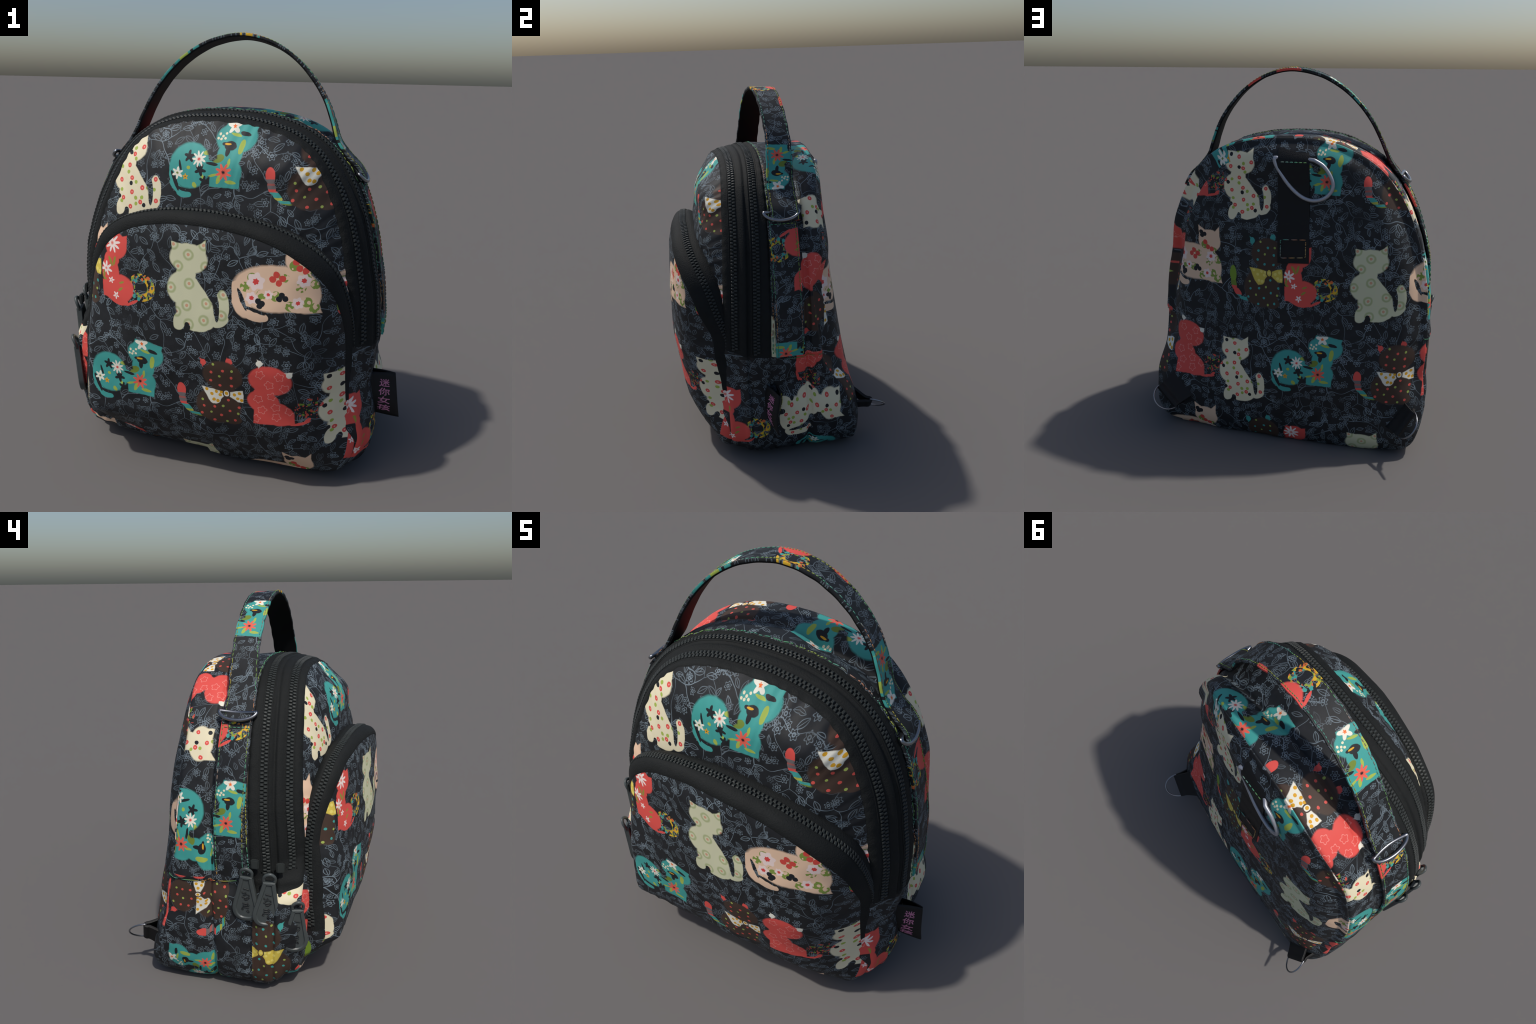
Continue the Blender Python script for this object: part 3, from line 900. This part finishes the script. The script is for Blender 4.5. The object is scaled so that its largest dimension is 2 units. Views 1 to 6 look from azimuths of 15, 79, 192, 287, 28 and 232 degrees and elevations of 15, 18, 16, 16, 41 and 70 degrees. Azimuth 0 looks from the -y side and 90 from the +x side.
def along_arch(T, x, z, cx, cz, r):
    """Length along an arch: straight legs below cz, a half circle of radius r above; 0 at the top, + to +x."""
    dx = T.m("SUBTRACT", x, cx)
    a = T.m("ARCTAN2", dx, T.m("MAXIMUM", T.m("SUBTRACT", z, cz), 0.0))
    leg = T.m("MULTIPLY", T.m("SIGN", dx), T.m("MAXIMUM", T.m("SUBTRACT", cz, z), 0.0))
    return T.m("MULTIPLY_ADD", a, r, leg)


def lay_side(T, x, y, z):
    return T.m("MULTIPLY_ADD", along_arch(T, x, z, -.05, .97, .71), -.93, .42), T.m("MULTIPLY_ADD", y, -1.0, .685)


def lay_base(T, x, y, z):
    # rear piece: a strip that runs down the right side, under the base and up the left side;
    # front piece, before the seam with the tag: cut upright
    up = T.m("MULTIPLY", z, T.m("SIGN", T.m("SUBTRACT", CX, x)))
    u1 = T.m("MULTIPLY_ADD", x, -1.0, T.m("ADD", up, T.m("MULTIPLY_ADD", T.m("SIGN", T.m("SUBTRACT", x, CX)), .06, .75)))
    front = T.m("LESS_THAN", y, -.115)
    u = T.m("MULTIPLY_ADD", T.m("SUBTRACT", T.m("ADD", y, T.m("MULTIPLY_ADD", T.m("SIGN", x), .168, .288)), u1), front, u1)
    v1 = T.m("ADD", y, .30)
    return u, T.m("MULTIPLY_ADD", T.m("SUBTRACT", T.m("ADD", z, T.m("MULTIPLY_ADD", T.m("SIGN", x), -.012, .685)), v1), front, v1)


def lay_handle(T, x, y, z):
    s_ = along_arch(T, x, z, 0.0, 1.45, .54)
    return T.m("MULTIPLY_ADD", y, -1.0, .255), T.m("ADD", s_, .85)


M_FRONT = cloth_mat("print_front", flat_lay(0, 1, .21, 2, 1, -.972))
M_POCKET = cloth_mat("print_pocket", flat_lay(0, 1, .552, 2, 1, -.02))
M_BACK = cloth_mat("print_back", flat_lay(0, -1, 0, 2, 1, 0))
M_SIDE = cloth_mat("print_side", lay_side)
M_BASE = cloth_mat("print_base", lay_base)
M_HANDLE = cloth_mat("print_handle", lay_handle)
M_STRAP_L = cloth_mat("print_strap_one", flat_lay(1, -1, .25, 2, 1, -.49))
M_STRAP_R = cloth_mat("print_strap_two", flat_lay(1, -1, .21, 2, -1, 1.10))


def plain(name, col, rough=.6, spec=.3, metal=0.0, vary=.25, vscale=30.0, bump=.15, bscale=260.0, dark=None):
    m, T, out, obj = new_mat(name)
    b = T.new("ShaderNodeBsdfPrincipled")
    n = T.noise(obj, vscale, 3.0).outputs[0]
    T.put(b.inputs["Base Color"], T.mix(T.m("MULTIPLY", n, vary * 2), col, dark or tuple(c * .55 for c in col[:3]) + (1,)))
    b.inputs["Roughness"].default_value = rough
    b.inputs["Specular IOR Level"].default_value = spec
    b.inputs["Metallic"].default_value = metal
    if bump:
        T.put(b.inputs["Normal"], weave(T, obj, bump, bscale))
    T.put(out.inputs[0], b.outputs[0])
    return m


M_TAPE = plain("zipper_tape_nylon", srgb(32, 34, 34), .75, .16, vary=.35, vscale=18, bump=.5, bscale=150)
M_TEETH = plain("zipper_teeth_plastic", srgb(50, 54, 53), .55, .3, vary=.35, vscale=14, bump=0)
M_WEB = plain("webbing_black", srgb(20, 20, 21), .6, .3, bump=.35, bscale=220)
M_LINING = plain("lining_black", srgb(14, 14, 15), .7, .2, bump=.2)
M_METAL = plain("steel", srgb(150, 152, 157), .30, .5, 1.0, vary=.2, vscale=40, bump=.05, bscale=60)
M_METAL_PALE = plain("worn_steel", srgb(176, 178, 186), .42, .5, .6, vary=.2, vscale=30, bump=.05, bscale=60)
M_PULL = plain("pull_rubber", srgb(74, 80, 80), .42, .45, vary=.3, vscale=25, bump=.12, bscale=120)
M_PULL_DARK = plain("pull_mark", srgb(36, 39, 40), .5, .4, bump=0)
M_PINK = plain("label_thread", srgb(196, 128, 160), .7, .2, bump=0)
M_YELLOW = plain("label_thread_yellow", srgb(186, 176, 60), .7, .2, bump=0)


def thread_mat():
    """Variegated sewing thread that changes colour along the seam."""
    m, T, out, obj = new_mat("variegated_thread")
    b = T.new("ShaderNodeBsdfPrincipled")
    r = T.new("ShaderNodeValToRGB")
    r.color_ramp.interpolation = "B_SPLINE"
    cols = [srgb(206, 92, 70), srgb(208, 150, 60), srgb(170, 176, 60), srgb(84, 160, 96), srgb(66, 166, 160), srgb(206, 110, 90), srgb(196, 170, 70), srgb(90, 150, 190)]
    el = r.color_ramp.elements
    el[0].position, el[0].color = .22, cols[0]
    el[1].position, el[1].color = .80, cols[-1]
    for i, c in enumerate(cols[1:-1]):
        e = el.new(.22 + .58 * (i + 1) / 7)
        e.color = c
    T.put(r.inputs[0], T.noise(obj, 3.2, 1.0).outputs[0])
    T.put(b.inputs["Base Color"], T.mix(.35, r.outputs[0], INK))
    b.inputs["Roughness"].default_value = .7
    T.put(out.inputs[0], b.outputs[0])
    return m


M_THREAD = thread_mat()
# ======================================================================
#  Assembly
# ======================================================================
ROOT = bpy.data.objects.new("backpack", None)
SCENE.objects.link(ROOT)
ROOT["label"] = "small black backpack printed with colourful cats and chalk vines"
ROOT["category"] = "backpack"

MAT_OF = {"front_panel": M_FRONT, "back_panel": M_BACK, "side_panel": M_SIDE, "base_panel": M_BASE, "zipper_tape": M_TAPE,
          "pocket_zipper_tape": M_TAPE, "pocket_side": M_BASE, "pocket_face": M_POCKET}
PART = {}
for name, (v, f_, n) in {**BODY_PARTS}.items():
    PART[name] = make(name, v, f_, MAT_OF[name], ROOT, normals=n)
pv, pf, pn = POCKET_PARTS["pocket_face"]
POCKET_OB = make("front_pocket", pv, pf, M_POCKET, ROOT, normals=pn)
for name in ("pocket_zipper_tape", "pocket_side"):
    v, f_, n = POCKET_PARTS[name]
    PART[name] = make(name, v, f_, MAT_OF[name], POCKET_OB, normals=n)

# ---- zipper teeth: two chains on the arch, one on the pocket
GUSSET = BODY[JG0:JG1 + 1]
GN = BODY_N[JG0:JG1 + 1]


def section_index(y):
    return int(np.argmin(np.abs(SEC_Y - y) + (SEC_T > .01) * 9))


keep = lambda k: A[k, 1] > SEAM_Z + .015
for yrow in (-.278, -.168):
    p, n = track(GUSSET, GN, section_index(yrow), keep)
    v, f_ = teeth_along(p, n)
    t = make("zipper_teeth", v, f_, M_TEETH, PART["zipper_tape"], smooth=False)
    t["kind"] = "stuff"
    # raised woven edges either side of the chain
    tt = unit(np.gradient(p, axis=0))
    a = unit(np.cross(n, tt))
    parts = []
    for sgn in (-1, 1):
        parts.append(sweep_data(p + a * sgn * .026, a, n, [(-.004, -.003), (-.003, .0012), (0, .0022), (.003, .0012), (.004, -.003)]))
    v, f_ = merge(parts)
    cord = make("zipper_cord", v, f_, M_TAPE, PART["zipper_tape"])
p, n = track(POCK, POCK_N, J_TEETH, lambda k: Q[k, 1] > (TAPE_END_R if Q[k, 0] > PX else TAPE_END_L) + .02)
v, f_ = teeth_along(p, n)
t = make("zipper_teeth", v, f_, M_TEETH, PART["pocket_zipper_tape"], smooth=False)
t["kind"] = "stuff"
POCKET_TRACK = p

# ---- stitching
def stitches(name, path, normal, parent, mat=M_THREAD, on=.014, off=.006, r=.0021, lift=.0016):
    L = length(path)
    n = max(2, int(L / (on + off)))
    q = resample(np.hstack([path, normal]), n * 4 + 1)
    parts = []
    oct_ = circle(r, 6)
    for i in range(n):
        seg = q[i * 4:i * 4 + 4]
        P_, N_ = seg[:, :3], unit(seg[:, 3:])
        tt = unit(np.gradient(P_, axis=0))
        aa = unit(np.cross(N_, tt))
        sc = [(.5, .5), (1, 1), (1, 1), (.5, .5)]
        parts.append(sweep_data(P_ + N_ * lift, aa, N_, oct_, scale=sc))
    v, f_ = merge(parts)
    ob = make(name, v, f_, mat, parent)
    ob["kind"] = "stuff"
    return ob


p, n = track(GUSSET, GN, section_index(-.085), keep)
stitches("seam_stitching", p, n, PART["side_panel"], on=.020, off=.003, r=.0028)
# seam along the top of the base panel, both sides
for sgn in (-1, 1):
    cols = [k for k in range(NK) if (A[k, 0] - CX) * sgn > 0 and A[k, 1] < SEAM_Z - .012]
    k = max(cols, key=lambda i: A[i, 1])
    stitches("seam_stitching", GUSSET[18 * SUB:30 * SUB, k], GN[18 * SUB:30 * SUB, k], PART["base_panel"])

# ---- handle: a lined strap arching over the bag between two D-rings
HANDLE = [(.602, 1.350), (.568, 1.412), (.510, 1.470), (.460, 1.535), (.430, 1.620), (.390, 1.715), (.332, 1.802), (.252, 1.886), (.140, 1.956), (0, 1.9885),
          (-.15, 1.962), (-.268, 1.900), (-.360, 1.820), (-.432, 1.728), (-.486, 1.63), (-.536, 1.525), (-.592, 1.448), (-.642, 1.385)]
hp = resample(catmull(HANDLE), 150)
low = np.clip((1.75 - hp[:, 1]) / .3, 0, 1)
hy = .018 - .016 * low + .010 * np.clip(hp[:, 0] / .4, -1, 1)
hpath = np.stack([hp[:, 0], hy, hp[:, 1]], 1)
tt, aa, nn = frames(hpath, (0, 1, 0))
if nn[75, 2] < 0:
    aa, nn = -aa, np.cross(tt, -aa)
    nn = np.where(nn[75, 2] < 0, -nn, nn)
# a little twist and waviness along the strap
tw = .10 * np.sin(np.linspace(0, 5.2, len(hpath))) * np.clip(1 - np.abs(np.linspace(-1, 1, len(hpath))) ** 4, 0, 1)
aa2 = aa * np.cos(tw)[:, None] + nn * np.sin(tw)[:, None]
nn2 = nn * np.cos(tw)[:, None] - aa * np.sin(tw)[:, None]
wide = np.stack([.138 + .012 * low, np.ones(len(hpath))], 1)
wide[:, 0] *= 1 + .02 * np.sin(np.arange(len(hpath)) * .9)
v, f_ = sweep_data(hpath + nn2 * .003, aa2, nn2, band_profile(1.0, .011, .12), scale=wide)
HAND = make("handle", v, f_, M_HANDLE, ROOT)
soften(HAND, 50)
wide2 = wide.copy()
wide2[:, 0] -= .004
v, f_ = sweep_data(hpath - nn2 * .005, aa2, nn2, band_profile(1.0, .008, .12), scale=wide2)
soften(make("handle_lining", v, f_, M_LINING, HAND), 50)
for sgn in (-1, 1):
    e = hpath + aa2 * (sgn * (wide[:, :1] / 2 - .009)) + nn2 * .0075
    stitches("handle_stitching", e, nn2, HAND, r=.0022)

# ---- side straps below the handle, down to the base seam
STRAP_TOP = {1: 1.36, -1: 1.40}
SIDE = {}
for sgn, mat in ((1, M_STRAP_R), (-1, M_STRAP_L)):
    ks = [k for k in range(NK) if (A[k, 0] - CX) * sgn > 0 and SEAM_Z - .005 < A[k, 1] < STRAP_TOP[sgn]]
    ks.sort(key=lambda k: -A[k, 1])
    j0 = section_index(-.03)
    base = GUSSET[j0, ks]
    path = np.stack([base[:, 0], np.full(len(ks), -.006), base[:, 2]], 1)
    path = resample(path, 60)
    tt, aa_, nn_ = frames(path, (0, 1, 0))
    nn_ = nn_ * np.sign(nn_[:, :1] * sgn)
    path = path + nn_ * .008
    v, f_ = sweep_data(path, aa_, nn_, band_profile(.158, .012, .15))
    SIDE[sgn] = make("side_strap", v, f_, mat, ROOT)
    recalc(SIDE[sgn])
    soften(SIDE[sgn], 50)
    for e in (-1, 1):
        stitches("strap_stitching", path + aa_ * e * .068 + nn_ * .006, nn_, SIDE[sgn], r=.0024)
    i = 2 if sgn > 0 else 3
    row = np.array([path[i] + aa_[i] * a_ + nn_[i] * .006 for a_ in np.linspace(-.065, .065, 14)])
    stitches("strap_stitching", row, np.repeat(nn_[i:i + 1], 14, 0), SIDE[sgn], r=.0028)
    # steel D-ring joining strap and handle
    c0 = path[0] + nn_[0] * .004
    T_, N_ = tt[0], nn_[0]
    T_ = T_ * (1 if T_[2] < 0 else -1)
    half, drop = .094, .050
    arc = [c0 + np.array([0, 1, 0]) * half * math.cos(a_) + T_ * (drop * math.sin(a_) - .040) + N_ * (.011 + .011 * math.sin(a_)) for a_ in np.linspace(0, math.pi, 40)]
    bar = [arc[-1] + (arc[0] - arc[-1]) * q - N_ * .016 * math.sin(math.pi * q) for q in np.linspace(0, 1, 20)[1:-1]]
    v, f_ = wire(arc + bar, .0088, closed=True, n=12)
    make("d_ring", v, f_, M_METAL, SIDE[sgn])

# ---- webbing strip with a D-ring on the back
def back_point(x, z, lift=.006):
    i = np.argmin((BODY[JG1:, :, 0] - x) ** 2 + (BODY[JG1:, :, 2] - z) ** 2)
    j, k = divmod(int(i), NK)
    return BODY[JG1 + j, k, 1] + lift


zs = np.linspace(1.60, 1.02, 40)
xs = -.085 + (zs - 1.02) * .01 + .022 * (1.02 - zs) / .58 * -1
path = np.stack([-.088 + 0 * zs, [back_point(-.088, z, .003) for z in zs], zs], 1)
path[:, 1] = np.convolve(np.pad(path[:, 1], 3, mode="edge"), np.ones(7) / 7, "valid")
path[:4, 1] -= np.array([.026, .016, .008, .003])
path[:, 0] = -.072 + .010 * np.linspace(1, -1, 40) - .004
tt, aa_, nn_ = frames(path, (1, 0, 0))
nn_ = nn_ * np.sign(nn_[:, 1:2])
v, f_ = sweep_data(path, aa_, nn_, band_profile(.168, .016, .15))
WEB = make("back_strap", v, f_, M_WEB, ROOT)
recalc(WEB)
soften(WEB, 50)


def on_web(a_, z):
    i = int(np.argmin(np.abs(path[:, 2] - z)))
    return path[i] + aa_[i] * a_ + nn_[i] * .0095, nn_[i]


for pts in ([(-.066, 1.145), (.066, 1.14), (.066, 1.045), (-.066, 1.055), (-.066, 1.145)], [(-.07, 1.535), (.07, 1.535)]):
    line = resample(np.array(pts), 40)
    P_ = np.array([on_web(*q)[0] for q in line])
    N_ = np.array([on_web(*q)[1] for q in line])
    P_[:, 2] = line[:, 1]
    stitches("strap_stitching", P_, N_, WEB, r=.003)
ring = [(.032, 1.555), (.020, 1.515), (-.030, 1.44), (-.075, 1.392), (-.125, 1.358), (-.18, 1.346), (-.235, 1.362), (-.270, 1.398), (-.276, 1.44), (-.255, 1.485), (-.222, 1.525), (-.178, 1.550)]
rp = catmull(ring, per=8)
rp3 = np.array([(x, back_point(x, z, .009 + .006 * max(0, (1.50 - z)) / .15), z) for x, z in rp])
rp3[:, 1] = np.convolve(np.pad(rp3[:, 1], 8, mode="edge"), np.ones(17) / 17, "valid")
bar = [rp3[-1] + (rp3[0] - rp3[-1]) * q for q in np.linspace(0, 1, 14)[1:-1]]
bar = [b - np.array([0, .040, 0]) * math.sin(math.pi * q) for b, q in zip(bar, np.linspace(0, 1, 14)[1:-1])]
v, f_ = wire(list(rp3) + bar, .0100, closed=True, n=12)
make("d_ring", v, f_, M_METAL_PALE, WEB)

# ---- folded webbing tabs with wire D-rings at the two lower back corners
def corner_tab(p_top, p_low, out, ring_r, reach):
    p_top, p_low, out = (np.array(q, float) for q in (p_top, p_low, out))
    mid, across = (p_top + p_low) / 2, unit(p_low - p_top)
    w = np.linalg.norm(p_low - p_top)
    out = unit(out - across * (out @ across))
    nrm = unit(np.cross(across, out))
    spine = [mid - out * .07 + nrm * .030, mid - out * .02 + nrm * .026, mid + out * reach * .5 + nrm * .013, mid + out * (reach - .012) + nrm * .010, mid + out * reach,
             mid + out * (reach - .012) - nrm * .010, mid + out * reach * .5 - nrm * .013, mid - out * .02 - nrm * .045, mid - out * .06 - nrm * .062]
    spine = resample(catmull(spine, per=6), 40)
    t_, a_, n_ = frames(spine, across)
    s = np.linspace(-1, 1, 40)
    sc = np.stack([w * (.80 + .22 * s ** 2), np.ones(40)], 1)
    v, f_ = sweep_data(spine, a_, n_, band_profile(1.0, .014, .12), scale=sc)
    tab = make("corner_tab", v, f_, M_WEB, ROOT)
    recalc(tab)
    soften(tab, 50)
    c = mid + out * (reach - .010)
    arc = [c + across * ring_r * math.cos(q) + out * ring_r * 1.18 * math.sin(q) for q in np.linspace(0, math.pi, 36)]
    bar_ = [arc[-1] + (arc[0] - arc[-1]) * q for q in np.linspace(0, 1, 16)[1:-1]]
    v, f_ = wire(arc + bar_, .0044, closed=True, n=10)
    make("d_ring", v, f_, M_METAL, tab)


def on_back(x, z):
    return (x, back_point(x, z, .012), z)


corner_tab(on_back(.650, .285), on_back(.515, .160), (.36, .85, -.06), .076, .078)
corner_tab(on_back(-.735, .300), on_back(-.640, .150), (-.26, .88, -.18), .076, .064)

# ---- zipper pulls on the left side
def pull_mesh():
    """Tear-drop rubber tab with a raised rim; hangs down -z, faces +y, top at the origin."""
    out = [(-.026, -.012), (-.033, -.05), (-.044, -.10), (-.056, -.155), (-.058, -.185), (-.046, -.215), (-.020, -.232), (.020, -.232), (.046, -.215), (.058, -.185), (.056, -.155), (.044, -.10), (.033, -.05), (.026, -.012)]
    bm = bmesh.new()
    loop = resample(catmull(out, per=6), 72)
    vs = [bm.verts.new((x, -.010, z)) for x, z in loop]
    face = bm.faces.new(vs)
    ext = bmesh.ops.extrude_face_region(bm, geom=[face])
    top = [e for e in ext["geom"] if isinstance(e, bmesh.types.BMVert)]
    bmesh.ops.translate(bm, verts=top, vec=(0, .020, 0))
    bm.faces.ensure_lookup_table()
    bmesh.ops.recalc_face_normals(bm, faces=bm.faces)
    for sy in (1, -1):
        f0 = max((q for q in bm.faces if len(q.verts) > 8), key=lambda q: q.calc_center_median().y * sy)
        r = bmesh.ops.inset_region(bm, faces=[f0], thickness=.004, depth=.003)
        r = bmesh.ops.inset_region(bm, faces=[f0], thickness=.011, depth=0)
        r = bmesh.ops.inset_region(bm, faces=[f0], thickness=.004, depth=-.005)
    me = bpy.data.meshes.new("zipper_pull")
    bm.to_mesh(me)
    bm.free()
    for q in me.polygons:
        q.use_smooth = True
    me.set_sharp_from_angle(angle=math.radians(50))
    me.materials.append(M_PULL)
    return me


PULL = pull_mesh()
horn = resample(catmull([(-.022, 0, -.020), (-.024, .004, .006), (-.016, .010, .022), (0, .013, .030), (.016, .010, .022), (.024, .004, .006), (.022, 0, -.020)], per=6), 30)
hv, hf = wire(horn, .0075, n=10)
HORN = make("pull_loop", hv, hf, M_PULL)
slider_v, slider_f = [], []
bmx = bmesh.new()
bmesh.ops.create_cube(bmx, size=1, matrix=Matrix.Diagonal((.040, .018, .050, 1)))
bmesh.ops.bevel(bmx, geom=bmx.edges[:], offset=.005, segments=2, affect="EDGES")
SLIDER_ME = bpy.data.meshes.new("slider")
bmx.to_mesh(SLIDER_ME)
bmx.free()
SLIDER_ME.materials.append(M_TEETH)
marks = []
mr = random.Random(5)
for i in range(9):                                # small raised squiggles, worn past reading
    zc = -.075 - i * .0135
    pts = [(mr.uniform(-.017, .017), .0098, zc + mr.uniform(-.006, .006)) for _ in range(4)]
    marks.append(wire(catmull(pts, per=5), .0020, n=6))
mv, mf = merge(marks)
MARK_ME = make("pull_mark", mv, mf, M_PULL_DARK)
PULL_SPECS = [((-.808, -.098, .690), 4, -6, -3, 1.14, (-.790, -.135, .735)), ((-.796, -.210, .668), 14, -5, -5, 1.14, (-.757, -.255, .715)), ((-.748, -.340, .515), 22, -6, -3, 1.12, (-.660, -.350, .560))]
first = True
for loc, yaw, lean, roll, sc, sl in PULL_SPECS:
    # face +y of the mesh turned to point left (-x) and a little to the front
    M = (Matrix.Translation(loc) @ Matrix.Rotation(math.radians(90 + yaw), 4, "Z") @ Matrix.Rotation(math.radians(lean), 4, "X")
         @ Matrix.Rotation(math.radians(roll), 4, "Y") @ Matrix.Scale(sc, 4))
    ob = bpy.data.objects.new("zipper_pull", PULL)
    SCENE.objects.link(ob)
    ob.parent = ROOT
    ob.matrix_world = M
    lp = HORN if first else HORN.copy()
    mk = MARK_ME if first else MARK_ME.copy()
    for q in (lp, mk):
        if not first:
            SCENE.objects.link(q)
        q.parent = ob
    sb = bpy.data.objects.new("slider", SLIDER_ME)
    SCENE.objects.link(sb)
    sb.parent = ob
    sb.matrix_parent_inverse = M.inverted()
    sb.matrix_world = Matrix.Translation(sl) @ Matrix.Rotation(math.radians(90 + yaw), 4, "Z")
    first = False

# ---- woven brand tag folded in the right side seam
def tag_surface(side):
    """One leaf of the folded tag: rows from the seam outward."""
    rows = []
    for s in np.linspace(0, 1, 12):
        col = []
        for t in np.linspace(0, 1, 14):
            z = .466 - t * (.200 + .02 * s) - .012 * s
            x = .690 + s * (.118 + .032 * t) - .03 * t * (1 - s)
            y = -.115 + .015 * s + .012 * math.sin(t * 4 + s * 2) + side * (.030 * math.sin(math.pi * (.12 + .88 * t)) * (1 - s ** 1.5) * 1.6 + .0035)
            col.append((x, y, z))
        rows.append(col)
    return np.array(rows)


fr, bk = tag_surface(-1), tag_surface(1)
lv = np.vstack([fr.reshape(-1, 3), bk.reshape(-1, 3)])
lf = []
for o, flip in ((0, False), (168, True)):
    for i in range(11):
        for j in range(13):
            q = (o + i * 14 + j, o + i * 14 + j + 1, o + (i + 1) * 14 + j + 1, o + (i + 1) * 14 + j)
            lf.append(q[::-1] if flip else q)
for j in range(13):
    lf.append((11 * 14 + j, 11 * 14 + j + 1, 168 + 11 * 14 + j + 1, 168 + 11 * 14 + j))
TAG = make("brand_tag", lv, lf, M_WEB, ROOT)
recalc(TAG)
sol = TAG.modifiers.new("thickness", "SOLIDIFY")
sol.thickness, sol.offset = .003, 0


def tag_point(grid, s, t):
    a_, b_ = s * 11, t * 13
    i, j = min(int(a_), 10), min(int(b_), 12)
    da, db = a_ - i, b_ - j
    return (grid[i, j] * (1 - da) + grid[i + 1, j] * da) * (1 - db) + (grid[i, j + 1] * (1 - da) + grid[i + 1, j + 1] * da) * db


def tag_text(body, grid, side, s0, s1, t0, t1, mat, name, turn=False):
    """Lettering bent on to the tag, one glyph under the other."""
    V, F = [], []
    n = len(body)
    for gi, ch in enumerate(body):
        cu = bpy.data.curves.new("glyph", "FONT")
        cu.body = ch
        cu.extrude = .03
        cu.offset = .012
        o = bpy.data.objects.new("glyph", cu)
        SCENE.objects.link(o)
        bpy.context.view_layer.update()
        me = bpy.data.meshes.new_from_object(o.evaluated_get(bpy.context.evaluated_depsgraph_get()))
        bpy.data.objects.remove(o)
        co = np.array([q.co[:] for q in me.vertices])
        lo, hi = co.min(0), co.max(0)
        base = len(V)
        for q in co:
            gx, gy = (q[0] - lo[0]) / (hi[0] - lo[0]), (q[1] - lo[1]) / (hi[1] - lo[1])
            if turn:
                gx, gy = gx, gy
            s = s0 + (s1 - s0) * gx
            t = t0 + (t1 - t0) * (gi + .06 + .86 * (1 - gy)) / n
            p_ = tag_point(grid, s, t)
            V.append(p_ + np.array([0, side * (.0026 + .001 * (q[2] > 0)), 0]))
        F += [tuple(base + i for i in q.vertices) for q in me.polygons]
        bpy.data.meshes.remove(me)
    make(name, V, F, mat, TAG, smooth=False)


tag_text("\u8ff7\u4f60\u5973\u5b69", fr, -1, .42, .78, .13, .90, M_PINK, "tag_lettering")

# woven yellow marks on the other leaf of the tag, too fine to read
yr = random.Random(9)
marks = []
for i in range(8):
    t0 = .16 + i * .085
    pts = [tag_point(bk, .55 + yr.uniform(-.10, .10), t0 + yr.uniform(-.03, .03)) + np.array([0, .0032, 0]) for _ in range(4)]
    marks.append(wire(catmull(pts, per=5), .0014, n=6))
mv, mf = merge(marks)
make("tag_marks", mv, mf, M_YELLOW, TAG)

bpy.context.view_layer.update()
